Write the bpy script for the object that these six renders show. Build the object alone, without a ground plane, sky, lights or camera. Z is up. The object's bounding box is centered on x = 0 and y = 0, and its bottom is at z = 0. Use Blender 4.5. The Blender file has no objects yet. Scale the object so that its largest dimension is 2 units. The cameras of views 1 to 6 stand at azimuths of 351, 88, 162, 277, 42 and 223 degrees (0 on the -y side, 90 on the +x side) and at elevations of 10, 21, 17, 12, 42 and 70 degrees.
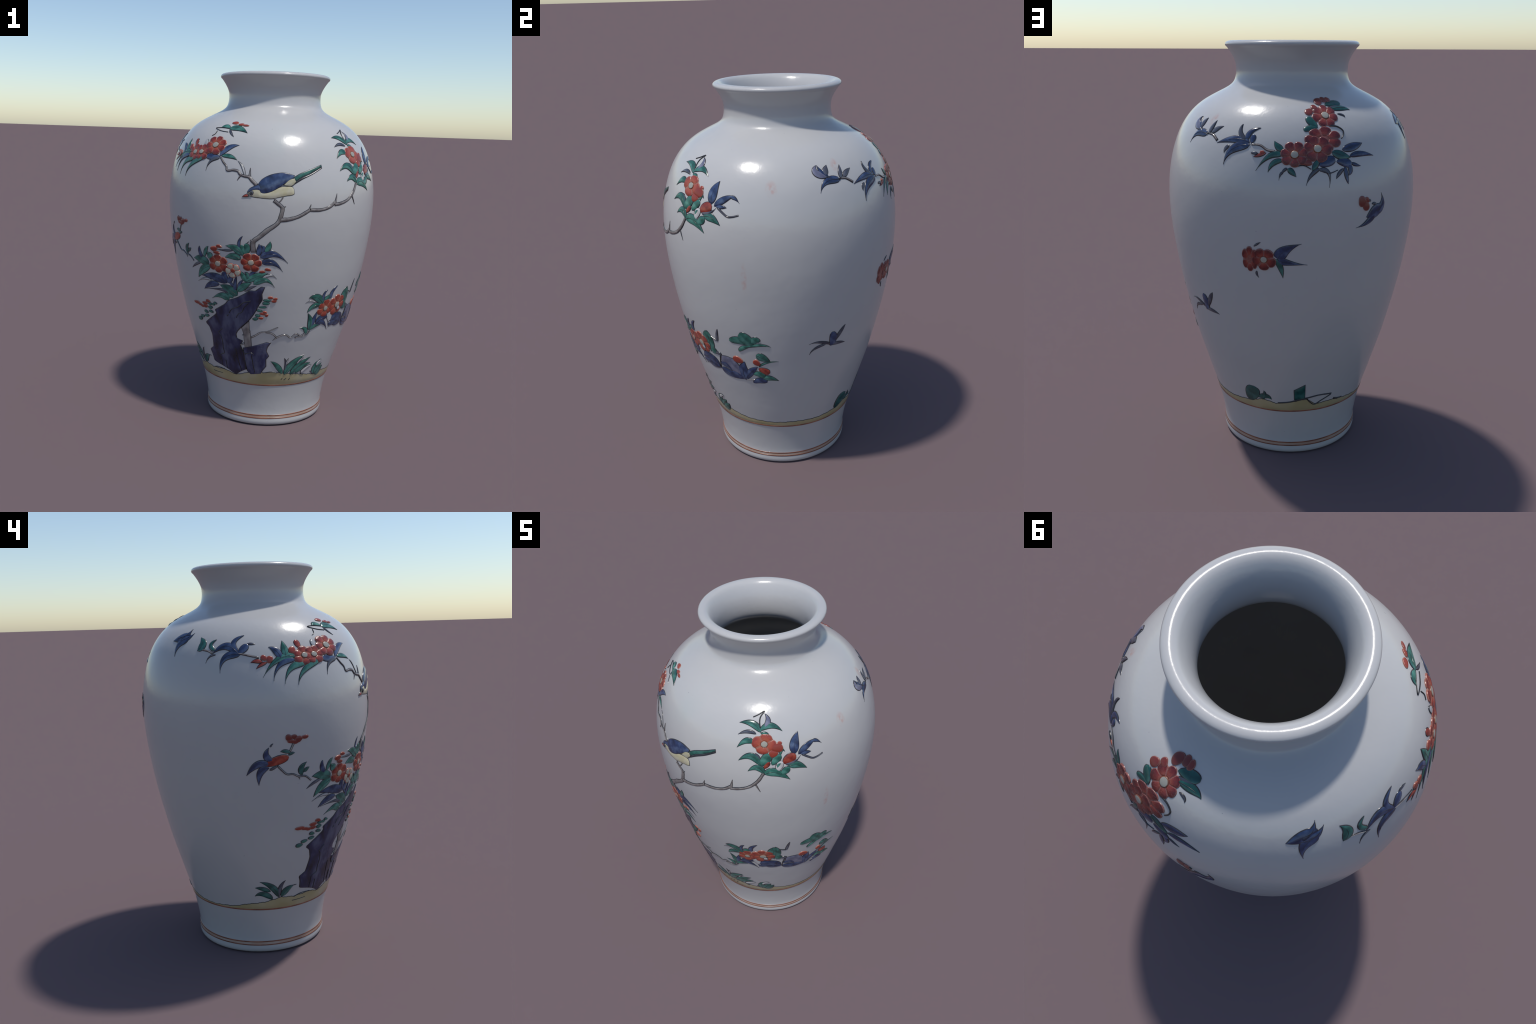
"""Porcelain baluster vase with raised enamel decoration (rock, flowering branches, bird, grasses).

Coordinates on the vase wall are (azimuth in degrees, height in metres): azimuth 0 is the front (-y),
growing to the right as seen from outside.  Every painted motif is a small raised relief piece laid
on the wall: leaves follow a base-middle-tip spine, stems a polyline, flowers are rings of petals.
"""
import bpy
import random
import numpy as np
from math import pi, sin, cos, radians, hypot
from mathutils import Matrix, Vector

random.seed(7)

# ------------------------------------------------------------------ wall profile (height, radius)
KNOTS = [(0.03, .3518), (.075, .3494), (.11, .353), (.16, .3612), (.22, .3742), (.28, .3898), (.36, .4148),
         (.46, .4450), (.58, .4808), (.70, .5115), (.82, .5398), (.94, .5640), (1.06, .5828), (1.18, .5965),
         (1.28, .6007), (1.38, .5962), (1.46, .5835), (1.53, .5648), (1.60, .5365), (1.66, .4980), (1.70, .4605),
         (1.735, .4130), (1.77, .3470), (1.79, .3080), (1.81, .2820), (1.835, .2695), (1.86, .2655), (1.88, .2655),
         (1.90, .2680), (1.93, .2800), (1.955, .2955), (1.970, .3065)]


def natural_spline(knots):
    x = np.array([k[0] for k in knots])
    y = np.array([k[1] for k in knots])
    n, h = len(x), np.diff(x)
    m, b = np.eye(n), np.zeros(n)
    for i in range(1, n - 1):
        m[i, i - 1:i + 2] = h[i - 1], 2 * (h[i - 1] + h[i]), h[i]
        b[i] = 3 * ((y[i + 1] - y[i]) / h[i] - (y[i] - y[i - 1]) / h[i - 1])
    c = np.linalg.solve(m, b)

    def at(t):
        i = np.clip(np.searchsorted(x, t) - 1, 0, n - 2)
        d = t - x[i]
        s = (y[i + 1] - y[i]) / h[i] - h[i] * (2 * c[i] + c[i + 1]) / 3
        return y[i] + s * d + c[i] * d ** 2 + (c[i + 1] - c[i]) / (3 * h[i]) * d ** 3
    return at


wall = natural_spline(KNOTS)
ZZ = np.linspace(KNOTS[0][0], KNOTS[-1][0], 3000)
RR = wall(ZZ)
SS = np.concatenate([[0], np.cumsum(np.hypot(np.diff(ZZ), np.diff(RR)))])
DR, DZ = np.gradient(RR, SS), np.gradient(ZZ, SS)


def s_of(z):
    return float(np.interp(z, ZZ, SS))


def r_of_s(s):
    return np.interp(s, SS, RR)


def surf(a, s, h):
    """points on the wall: azimuth a (radians), arc length s along the profile, height h off the wall"""
    r, z = np.interp(s, SS, RR), np.interp(s, SS, ZZ)
    tr, tz = np.interp(s, SS, DR), np.interp(s, SS, DZ)
    r, z = r + h * tz, z - h * tr
    return np.stack([r * np.sin(a), -r * np.cos(a), z], -1)


# ------------------------------------------------------------------ materials
def new_mat(name, rough=0.2, coat=0.0):
    m = bpy.data.materials.new(name)
    m.use_nodes = True
    nt = m.node_tree
    p = nt.nodes["Principled BSDF"]
    p.inputs["Roughness"].default_value = rough
    p.inputs["IOR"].default_value = 1.5
    if coat:
        p.inputs["Coat Weight"].default_value = coat
        p.inputs["Coat Roughness"].default_value = 0.08
    return m, nt, p


def noise(nt, scale, detail=3.0, source="Object", stretch=None):
    tc = nt.nodes.new("ShaderNodeTexCoord")
    n = nt.nodes.new("ShaderNodeTexNoise")
    n.inputs["Scale"].default_value = scale
    n.inputs["Detail"].default_value = detail
    if stretch:
        mp = nt.nodes.new("ShaderNodeMapping")
        mp.inputs["Scale"].default_value = stretch
        nt.links.new(tc.outputs[source], mp.inputs["Vector"])
        nt.links.new(mp.outputs["Vector"], n.inputs["Vector"])
    else:
        nt.links.new(tc.outputs[source], n.inputs["Vector"])
    return n.outputs["Fac"]


def ramp(nt, fac, stops):
    r = nt.nodes.new("ShaderNodeValToRGB")
    e = r.color_ramp.elements
    while len(e) < len(stops):
        e.new(0.5)
    for el, (pos, col) in zip(e, stops):
        el.position = pos
        el.color = (*col, 1)
    nt.links.new(fac, r.inputs["Fac"])
    return r.outputs["Color"]


def mix(nt, fac, a, b, mode="MIX"):
    m = nt.nodes.new("ShaderNodeMix")
    m.data_type = "RGBA"
    m.blend_type = mode
    for sock, v in ((m.inputs["Factor"], fac), (m.inputs["A"], a), (m.inputs["B"], b)):
        if isinstance(v, (int, float)):
            sock.default_value = v
        elif isinstance(v, tuple):
            sock.default_value = (*v, 1)
        else:
            nt.links.new(v, sock)
    return m.outputs["Result"]


def bump(nt, p, height, strength, dist):
    b = nt.nodes.new("ShaderNodeBump")
    b.inputs["Strength"].default_value = strength
    b.inputs["Distance"].default_value = dist
    nt.links.new(height, b.inputs["Height"])
    nt.links.new(b.outputs["Normal"], p.inputs["Normal"])


SMEARS = [((0.565, -0.191, 1.182), (0.03, 0.016, 0.09)), ((0.537, -0.057, 1.592), (0.04, 0.03, 0.045)), ((0.431, 0.23, 1.671), (0.03, 0.022, 0.06))]


def porcelain():
    m, nt, p = new_mat("white_glaze", 0.2)
    base = ramp(nt, noise(nt, 2.2, 4), [(.3, (.413, .408, .408)), (.7, (.441, .434, .426))])
    # faint stray blushes of colour in the glaze
    blush = ramp(nt, noise(nt, 5.0, 2, stretch=(1, 1, .5)), [(.62, (0, 0, 0)), (.8, (.35, .35, .35))])
    tint = ramp(nt, noise(nt, 1.6, 1), [(.42, (.39, .43, .42)), (.58, (.45, .405, .40))])
    base = mix(nt, blush, base, tint)
    # small kiln specks
    speck = ramp(nt, noise(nt, 90.0, 1), [(.80, (0, 0, 0)), (.84, (1, 1, 1))])
    base = mix(nt, speck, base, (.30, .30, .31))
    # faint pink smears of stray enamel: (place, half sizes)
    for place, size in SMEARS:
        tc, mp = nt.nodes.new("ShaderNodeTexCoord"), nt.nodes.new("ShaderNodeMapping")
        mp.vector_type = "TEXTURE"
        mp.inputs["Location"].default_value = place
        mp.inputs["Scale"].default_value = size
        ln = nt.nodes.new("ShaderNodeVectorMath")
        ln.operation = "LENGTH"
        nt.links.new(tc.outputs["Object"], mp.inputs["Vector"])
        nt.links.new(mp.outputs["Vector"], ln.inputs[0])
        near = ramp(nt, ln.outputs["Value"], [(.1, (1, 1, 1)), (1.0, (0, 0, 0))])
        patchy = ramp(nt, noise(nt, 45.0, 3), [(.4, (.12, .12, .12)), (.62, (.95, .95, .95))])
        mask = mix(nt, 1.0, near, patchy, "MULTIPLY")
        base = mix(nt, mask, base, (.43, .29, .26))
    nt.links.new(base, p.inputs["Base Color"])
    wave = nt.nodes.new("ShaderNodeMath")
    wave.operation = "MULTIPLY_ADD"
    nt.links.new(noise(nt, 11.0, 1), wave.inputs[0])
    wave.inputs[1].default_value = 3.0
    nt.links.new(noise(nt, 48.0, 2), wave.inputs[2])
    bump(nt, p, wave.outputs[0], .09, .004)
    return m


def enamel(name, dark, mid, light, scale=22.0, rough=.18, stretch=None):
    m, nt, p = new_mat(name, rough)
    c = ramp(nt, noise(nt, scale, 3, stretch=stretch), [(.34, dark), (.5, mid), (.66, light)])
    inf = nt.nodes.new("ShaderNodeObjectInfo")
    c = mix(nt, 1.0, c, ramp(nt, inf.outputs["Random"], [(0, (.82, .84, .86)), (1, (1.12, 1.1, 1.08))]), "MULTIPLY")
    nt.links.new(c, p.inputs["Base Color"])
    bump(nt, p, noise(nt, 140.0, 2), .12, .002)
    return m


def petal_mat(name, stops):
    m, nt, p = new_mat(name, .2)
    tc = nt.nodes.new("ShaderNodeTexCoord")
    flat = nt.nodes.new("ShaderNodeVectorMath")
    flat.operation = "MULTIPLY"
    flat.inputs[1].default_value = (1, 1, 0)
    ln = nt.nodes.new("ShaderNodeVectorMath")
    ln.operation = "LENGTH"
    nt.links.new(tc.outputs["Object"], flat.inputs[0])
    nt.links.new(flat.outputs[0], ln.inputs[0])
    wob = nt.nodes.new("ShaderNodeMath")
    wob.operation = "MULTIPLY_ADD"
    nt.links.new(noise(nt, 4.0, 3), wob.inputs[0])
    wob.inputs[1].default_value = .5
    nt.links.new(ln.outputs["Value"], wob.inputs[2])
    sub = nt.nodes.new("ShaderNodeMath")
    sub.operation = "SUBTRACT"
    nt.links.new(wob.outputs[0], sub.inputs[0])
    sub.inputs[1].default_value = .25
    nt.links.new(ramp(nt, sub.outputs[0], stops), p.inputs["Base Color"])
    bump(nt, p, noise(nt, 14.0, 2), .15, .03)
    return m


MAT = {
    "white": porcelain(),
    "inside": enamel("inner_glaze", (.42, .42, .425), (.44, .44, .44), (.46, .455, .45), 4, .3),
    "outline": enamel("dark_outline", (.018, .017, .020), (.026, .024, .028), (.045, .042, .045), 30, .25),
    "green": enamel("green_enamel", (.014, .066, .054), (.027, .122, .096), (.070, .212, .174)),
    "blue": enamel("blue_enamel", (.016, .024, .056), (.026, .045, .112), (.070, .104, .188)),
    "slate": enamel("slate_enamel", (.040, .044, .062), (.065, .070, .095), (.105, .115, .140)),
    "lavender": enamel("lavender_enamel", (.085, .090, .140), (.130, .135, .198), (.19, .195, .26)),
    "pale": enamel("pale_enamel", (.33, .33, .33), (.40, .40, .40), (.44, .44, .44)),
    "cream": enamel("cream_enamel", (.34, .31, .19), (.40, .37, .25), (.43, .41, .33), 14),
    "gray": enamel("gray_bark", (.135, .117, .112), (.20, .178, .170), (.265, .243, .230), 30),
    "red": enamel("red_enamel", (.15, .018, .014), (.245, .036, .023), (.32, .064, .038), 34),
    "rock": enamel("rock_enamel", (.010, .011, .026), (.025, .029, .080), (.085, .095, .155), 17, .24, (1, 1, .4)),
    "tan": enamel("tan_ground", (.36, .305, .155), (.40, .345, .195), (.425, .38, .255), 7),
    "ring": enamel("iron_red_line", (.13, .050, .030), (.195, .072, .042), (.26, .110, .066), 16, .25),
    "wash": enamel("orange_wash", (.36, .225, .165), (.40, .275, .21), (.42, .34, .29), 6, .22),
    "black": enamel("black_line", (.012, .012, .014), (.018, .018, .021), (.03, .03, .033), 30, .25),
    "petal": petal_mat("red_petal", [(.25, (.36, .125, .068)), (.42, (.33, .066, .035)), (.62, (.26, .036, .022)),
                                    (.88, (.135, .016, .014))]),
    "coral_petal": petal_mat("coral_petal", [(.3, (.33, .085, .046)), (.65, (.30, .052, .030)), (.95, (.21, .030, .021))]),
    "brick_petal": petal_mat("brick_petal", [(.25, (.27, .085, .055)), (.45, (.235, .042, .030)), (.65, (.165, .023, .020)),
                                             (.9, (.085, .012, .014))]),
    "brick_edge": enamel("brick_edge", (.16, .045, .038), (.22, .075, .062), (.27, .12, .10), 24),
    "brick": enamel("brick_enamel", (.085, .013, .013), (.16, .026, .021), (.23, .055, .040), 40),
    "teal": enamel("dark_teal_enamel", (.010, .050, .046), (.016, .085, .075), (.038, .135, .120)),
    "petal_edge": enamel("petal_edge", (.22, .055, .038), (.29, .095, .062), (.35, .17, .125), 24),
    "pale_petal": petal_mat("pale_petal", [(.3, (.40, .36, .30)), (.8, (.37, .36, .28))]),
    "pale_edge": enamel("pale_petal_edge", (.30, .06, .04), (.36, .10, .07), (.40, .18, .13), 24),
    "blush": enamel("faint_blush", (.425, .385, .375), (.435, .39, .375), (.43, .40, .39), 20),
    "center": enamel("flower_center_glaze", (.27, .255, .205), (.33, .315, .265), (.385, .375, .33), 30),
}

# ------------------------------------------------------------------ objects
VASE = bpy.data.objects.new("porcelain_vase", None)
bpy.context.scene.collection.objects.link(VASE)
VASE["label"] = "white porcelain vase with raised bird, flower and rock enamels"
VASE["category"] = "vase"


def add_mesh(name, verts, faces, mats, slots=None, parent=None, matrix=None, normals=None):
    me = bpy.data.meshes.new(name)
    verts = np.asarray(verts, float)
    if matrix is None:
        matrix = Matrix.Identity(4)
    else:
        inv = np.array(matrix.inverted())
        verts = verts @ inv[:3, :3].T + inv[:3, 3]
    me.from_pydata(verts.tolist(), [], faces)
    for m in mats:
        me.materials.append(MAT[m])
    if slots is not None:
        me.polygons.foreach_set("material_index", slots)
    me.polygons.foreach_set("use_smooth", [True] * len(me.polygons))
    me.update()
    if normals is not None:
        me.normals_split_custom_set_from_vertices(normals)
    ob = bpy.data.objects.new(name, me)
    bpy.context.scene.collection.objects.link(ob)
    p = parent or VASE
    ob.parent = p
    ob.matrix_world = matrix
    return ob


# -- the pot itself: one lathe profile cut into foot, body, neck, lip and inner wall
def lathe():
    prof = [(0.0, .014), (.20, .014), (.283, .013), (.292, .009), (.300, .002), (.310, 0.0), (.325, 0.0), (.336, .0015),
            (.3445, .006), (.3495, .014), (.3515, .022)]
    n_foot_start = len(prof)
    z = np.concatenate([np.linspace(.03, 1.72, 150)[:-1], np.linspace(1.72, 1.97, 50)])
    prof += [(float(wall(t)), float(t)) for t in z]
    lip = [(.3120, 1.9750), (.3151, 1.9790), (.3163, 1.9835), (.3155, 1.988), (.3122, 1.9926), (.3070, 1.9963),
           (.2995, 1.9989), (.2920, 2.0), (.2840, 1.9993), (.2760, 1.9963), (.2670, 1.9895), (.2585, 1.978),
           (.2480, 1.960), (.2385, 1.938), (.2310, 1.915), (.2265, 1.893), (.2241, 1.872), (.2240, 1.855),
           (.2255, 1.838), (.2302, 1.820), (.2400, 1.805)]
    prof += lip
    inner = [(.2520, 1.793), (.2640, 1.782), (.285, 1.770), (.320, 1.752), (.365, 1.725), (.412, 1.690), (.450, 1.650),
             (.490, 1.590), (.525, 1.510), (.548, 1.430), (.558, 1.340), (.560, 1.270), (.553, 1.150), (.538, 1.020),
             (.505, .840), (.463, .650), (.420, .500), (.380, .370), (.340, .260), (.318, .150), (.300, .075), (.2, .055), (0, .05)]
    prof += inner
    return np.array(prof)


def build_pot():
    prof = lathe()
    n = 256
    d = np.gradient(prof, axis=0)
    # exact wall tangents matter most for the highlight; smooth the finite differences by segment length
    seg = np.diff(prof, axis=0)
    ln = np.hypot(seg[:, 0], seg[:, 1])[:, None] + 1e-9
    u = seg / ln
    w = 1 / ln
    d[1:-1] = (u[:-1] * w[:-1] + u[1:] * w[1:]) / (w[:-1] + w[1:])
    d[0], d[-1] = (1, 0), (-1, 0)
    nr, nz = d[:, 1], -d[:, 0]
    k = np.hypot(nr, nz)
    nr, nz = nr / k, nz / k
    ang = np.arange(n) * 2 * pi / n
    z = prof[:, 1]
    top = int(np.argmax(z))
    i_rim = int(np.argmin(np.abs(z[:top] - 1.955)))
    i_neck = int(np.argmin(np.abs(z[:top] - 1.800)))
    i_foot = int(np.argmin(np.abs(z[:top] - .20)))
    i_in = top + int(np.argmin(np.abs(z[top:top + 24] - 1.805)))
    cuts = [("foot", 0, i_foot, "white"), ("body", i_foot, i_neck, "white"), ("neck", i_neck, i_rim, "white"),
            ("lip", i_rim, i_in, "white"), ("inner_wall", i_in, len(prof) - 1, "inside")]
    for name, a, b, mat in cuts:
        verts, norms, faces = [], [], []
        for i in range(a, b + 1):
            r, zz = prof[i]
            for t in ang:
                verts.append((r * sin(t), -r * cos(t), zz))
                norms.append((nr[i] * sin(t), -nr[i] * cos(t), nz[i]))
        for i in range(b - a):
            for j in range(n):
                q = [i * n + j, i * n + (j + 1) % n, (i + 1) * n + (j + 1) % n, (i + 1) * n + j]
                faces.append(q)
        add_mesh(name, verts, faces, [mat], normals=norms)


build_pot()

# ------------------------------------------------------------------ relief pieces on the wall
RIM = .0030          # width of the dark drawn outline
COUNT = [0]


def next_lift():
    """pieces overlap: a different small step for each keeps them apart"""
    COUNT[0] += 1
    return .0010 * ((COUNT[0] * 0.618034) % 1.0)


def pts(points):
    return np.array([(radians(a), s_of(z)) for a, z in points])


def resample(P, n, smooth=True):
    """evenly spaced points along a control polyline, rounded with a Catmull-Rom curve"""
    P = np.asarray(P, float)
    r = r_of_s(P[:, 1].mean())
    d = np.hypot(np.diff(P[:, 0]) * r, np.diff(P[:, 1]))
    t = np.concatenate([[0], np.cumsum(np.maximum(d, 1e-5))])
    q = np.linspace(0, t[-1], n)
    if not smooth or len(P) < 3:
        return np.stack([np.interp(q, t, P[:, 0]), np.interp(q, t, P[:, 1])], 1)
    m = np.gradient(P, t, axis=0)
    i = np.clip(np.searchsorted(t, q, side="right") - 1, 0, len(t) - 2)
    h = (t[i + 1] - t[i])[:, None]
    x = ((q - t[i])[:, None]) / h
    return ((2 * x ** 3 - 3 * x ** 2 + 1) * P[i] + (x ** 3 - 2 * x ** 2 + x) * h * m[i]
            + (-2 * x ** 3 + 3 * x ** 2) * P[i + 1] + (x ** 3 - x ** 2) * h * m[i + 1])


def ribbon(name, A, B, mat, height=.0045, lift=None, blunt=False, vein=0.0, rim=RIM, edge="outline", parent=None,
           cols=8, soft=.012, rough_relief=0.0, seed=0):
    """a cushion-shaped raised field between two edge curves, with a dark outline round it"""
    lift = next_lift() if lift is None else lift
    n = len(A)
    rr = r_of_s((A[:, 1] + B[:, 1]) / 2)
    width = np.hypot((A[:, 0] - B[:, 0]) * rr, A[:, 1] - B[:, 1])
    mid = (A + B) / 2
    step = np.hypot(np.diff(mid[:, 0]) * rr[1:], np.diff(mid[:, 1]))
    along = np.concatenate([[0], np.cumsum(step)])
    total = along[-1]
    rows = list(np.linspace(0, 1, n))
    if blunt:
        e = min(rim / max(total, 1e-6), .2)
        rows = [0, 0, e] + [t for t in rows if e * 1.2 < t < 1 - e * 1.2] + [1 - e, 1, 1]
    rng = np.random.default_rng(seed + 11)
    verts, faces, slots = [], [], []
    ncol = cols + 5
    for ri, t in enumerate(rows):
        x = t * (n - 1)
        a = np.array([np.interp(x, range(n), A[:, 0]), np.interp(x, range(n), A[:, 1])])
        b = np.array([np.interp(x, range(n), B[:, 0]), np.interp(x, range(n), B[:, 1])])
        w = max(float(np.interp(x, range(n), width)), 1e-5)
        ru = min(rim / w, .36)
        us = [0, 0] + list(np.linspace(ru, 1 - ru, cols + 1)) + [1, 1]
        for ci, u in enumerate(us):
            p = a + (b - a) * u
            d = min(u, 1 - u) * w
            if blunt:
                d = min(d, t * total, (1 - t) * total)
            if ci in (0, ncol - 1) or (blunt and ri in (0, len(rows) - 1)):
                h = -.004
            else:
                k = min(max(d - rim * .7, 0) / soft, 1)
                h = lift + .0008 + (min(d / rim, 1) * .0008) + height * (1 - (1 - k) ** 2)
                if rough_relief and d > rim:
                    h += rough_relief * (rng.random() - .5)
                if vein and abs(u - .5) < .01 and cols % 2 == 0:
                    h -= .0006
            verts.append(surf(p[0], p[1], h))
    nr_ = len(rows)
    for i in range(nr_ - 1):
        for j in range(ncol - 1):
            faces.append([i * ncol + j, i * ncol + j + 1, (i + 1) * ncol + j + 1, (i + 1) * ncol + j])
            dark = j < 2 or j > ncol - 4
            if blunt and (i < 2 or i > nr_ - 4):
                dark = True
            slots.append(0 if dark else 1)
    o = surf(mid[n // 2, 0], mid[n // 2, 1], 0)
    return add_mesh(name, verts, faces, [edge, mat], slots, parent, Matrix.Translation(Vector(o)))


SHAPES = {"L": (.60, .95), "T": (.48, 1.4), "O": (.55, .42), "B": (.22, .62)}


def leaf(mat, shape, w, base, mid, tip, name="leaf", parent=None):
    P = pts([base, mid, tip])
    P[0] += (P[0] - P[1]) * .12        # tuck the base under its neighbour
    ctrl = 2 * P[1] - (P[0] + P[2]) / 2
    n = 17
    t = np.linspace(0, 1, n)[:, None]
    C = (1 - t) ** 2 * P[0] + 2 * t * (1 - t) * ctrl + t ** 2 * P[2]
    r = r_of_s(C[:, 1])
    T = np.gradient(C, axis=0)
    tx, ty = T[:, 0] * r, T[:, 1]
    k = np.hypot(tx, ty) + 1e-9
    nx, ny = -ty / k, tx / k
    p, q = SHAPES[shape]
    x = t[:, 0]
    prof = x ** p * (1 - x) ** q
    peak = p / (p + q)
    prof = prof / (peak ** p * (1 - peak) ** q)
    half = np.maximum(w / 2 * 1.06 * prof, .0008)
    off = np.stack([nx * half / r, ny * half], 1)
    thin = w < .02
    ob = ribbon(name, C + off, C - off, mat, height=.0012 if thin else .0022, rim=min(RIM, w * .22), parent=parent,
                cols=4 if thin else 8, soft=max(w * .38, .004))
    if w > .032 and mat in ("green", "teal", "blue") and shape in ("L", "T"):
        j = 12
        vein_line(C[:j], ob, .0019, .0052)
    return ob


def vein_line(C, parent, width, h):
    """the fine dark midrib drawn on a leaf"""
    n = len(C)
    r = r_of_s(C[:, 1])
    T = np.gradient(C, axis=0)
    k = np.hypot(T[:, 0] * r, T[:, 1]) + 1e-9
    nx, ny = -T[:, 1] / k, T[:, 0] * r / k
    verts, faces = [], []
    for i in range(n):
        f = width * (1 - .8 * i / (n - 1)) / 2
        # follow the cushion: it starts and ends low
        hh = h * min(1, .55 + 1.2 * sin(pi * i / (n * 1.35)))
        for q, dh in ((-1, -.004), (-.9, .0), (.9, .0), (1, -.004)):
            verts.append(surf(C[i, 0] + nx[i] * f * q / r[i], C[i, 1] + ny[i] * f * q, hh + dh))
    for i in range(n - 1):
        for j in range(3):
            faces.append([i * 4 + j, i * 4 + j + 1, i * 4 + 5 + j, i * 4 + 4 + j])
    add_mesh("leaf_vein", verts, faces, ["outline"], None, parent)


def stem(mat, w0, w1, *points, name=None, parent=None):
    P = pts(points)
    r = r_of_s(P[:, 1].mean())
    length = float(np.sum(np.hypot(np.diff(P[:, 0]) * r, np.diff(P[:, 1]))))
    n = max(6, int(length / .006))
    C = resample(P, n)
    r = r_of_s(C[:, 1])
    T = np.gradient(C, axis=0)
    k = np.hypot(T[:, 0] * r, T[:, 1]) + 1e-9
    nx, ny = -T[:, 1] / k, T[:, 0] * r / k
    half = np.linspace(w0, w1, n) / 2
    wob = np.array([1 + .03 * sin(i * 1.1 + COUNT[0]) + .06 * sin(i * .33) for i in range(n)])
    half = half * (wob if mat == "gray" else 1)
    off = np.stack([nx * half / r, ny * half], 1)
    fine = max(w0, w1) < .006
    nm = name or {"gray": "branch", "black": "twig", "slate": "twig", "crack": "crack", "scratch": "grass_stroke", "blush": "glaze_blush"}[mat]
    m = {"crack": "black", "scratch": "black"}.get(mat, mat)
    if fine or mat in ("black", "crack", "scratch", "blush"):
        lift = {"crack": .0026, "scratch": .0012, "blush": -.0009}.get(mat, .0014) + next_lift() * .4
        return ribbon(nm, C + off, C - off, m, height=.0010, lift=lift, blunt=True, rim=max(w0, w1) * .25, parent=parent,
                      cols=2, soft=.002, edge=m)
    return ribbon(nm, C + off, C - off, m, height=.0026, blunt=True, rim=min(RIM, .25 * max(w0, w1)), parent=parent,
                  cols=6, soft=max(w0 * .4, .004))


def local_frame(center, rx, ry):
    a, s = radians(center[0]), s_of(center[1])
    o = Vector(surf(a, s, 0))
    ex = Vector((cos(a), sin(a), 0))
    ey = (Vector(surf(a, s + .002, 0)) - Vector(surf(a, s - .002, 0))).normalized()
    ez = ex.cross(ey)
    m = Matrix((ex * rx, ey * ry, ez * (rx + ry) / 2)).transposed().to_4x4()
    m.translation = o
    return m, a, s


def cushion(name, center, rx, ry, mat, edge, outline, height, lift, parent=None, rings=5, seg=28, rim=.0028, frame=None):
    """raised field with a radial outline(phi) in units of the local ellipse (rx, ry)"""
    m, a, s = local_frame(center, rx, ry)
    r0 = float(r_of_s(s))
    ox, oy = (0, 0)
    verts, faces, slots = [surf(a + ox, s + oy, lift + height + .0016)], [], []
    R = (rx + ry) / 2
    fr = [i / rings * (1 - rim / R) for i in range(1, rings + 1)] + [1, 1]
    for ri, f in enumerate(fr):
        for j in range(seg):
            ph = 2 * pi * j / seg
            q = outline(ph) * f
            x, y = q * cos(ph) * rx, q * sin(ph) * ry
            if ri == len(fr) - 1:
                h = -.004
            elif f >= .999:
                h = lift + .0012
            else:
                h = lift + .0016 + height * (1 - f ** 3)
            verts.append(surf(a + x / r0, s + y, h))
    for j in range(seg):
        faces.append([0, 1 + j, 1 + (j + 1) % seg])
        slots.append(1)
    for i in range(len(fr) - 1):
        for j in range(seg):
            o, p = 1 + i * seg, 1 + (i + 1) * seg
            faces.append([o + j, p + j, p + (j + 1) % seg, o + (j + 1) % seg])
            slots.append(1 if i < rings - 1 else 0)
    return add_mesh(name, verts, faces, [edge, mat], slots, parent, frame or m)


STACK = {"n": 0}


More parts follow.
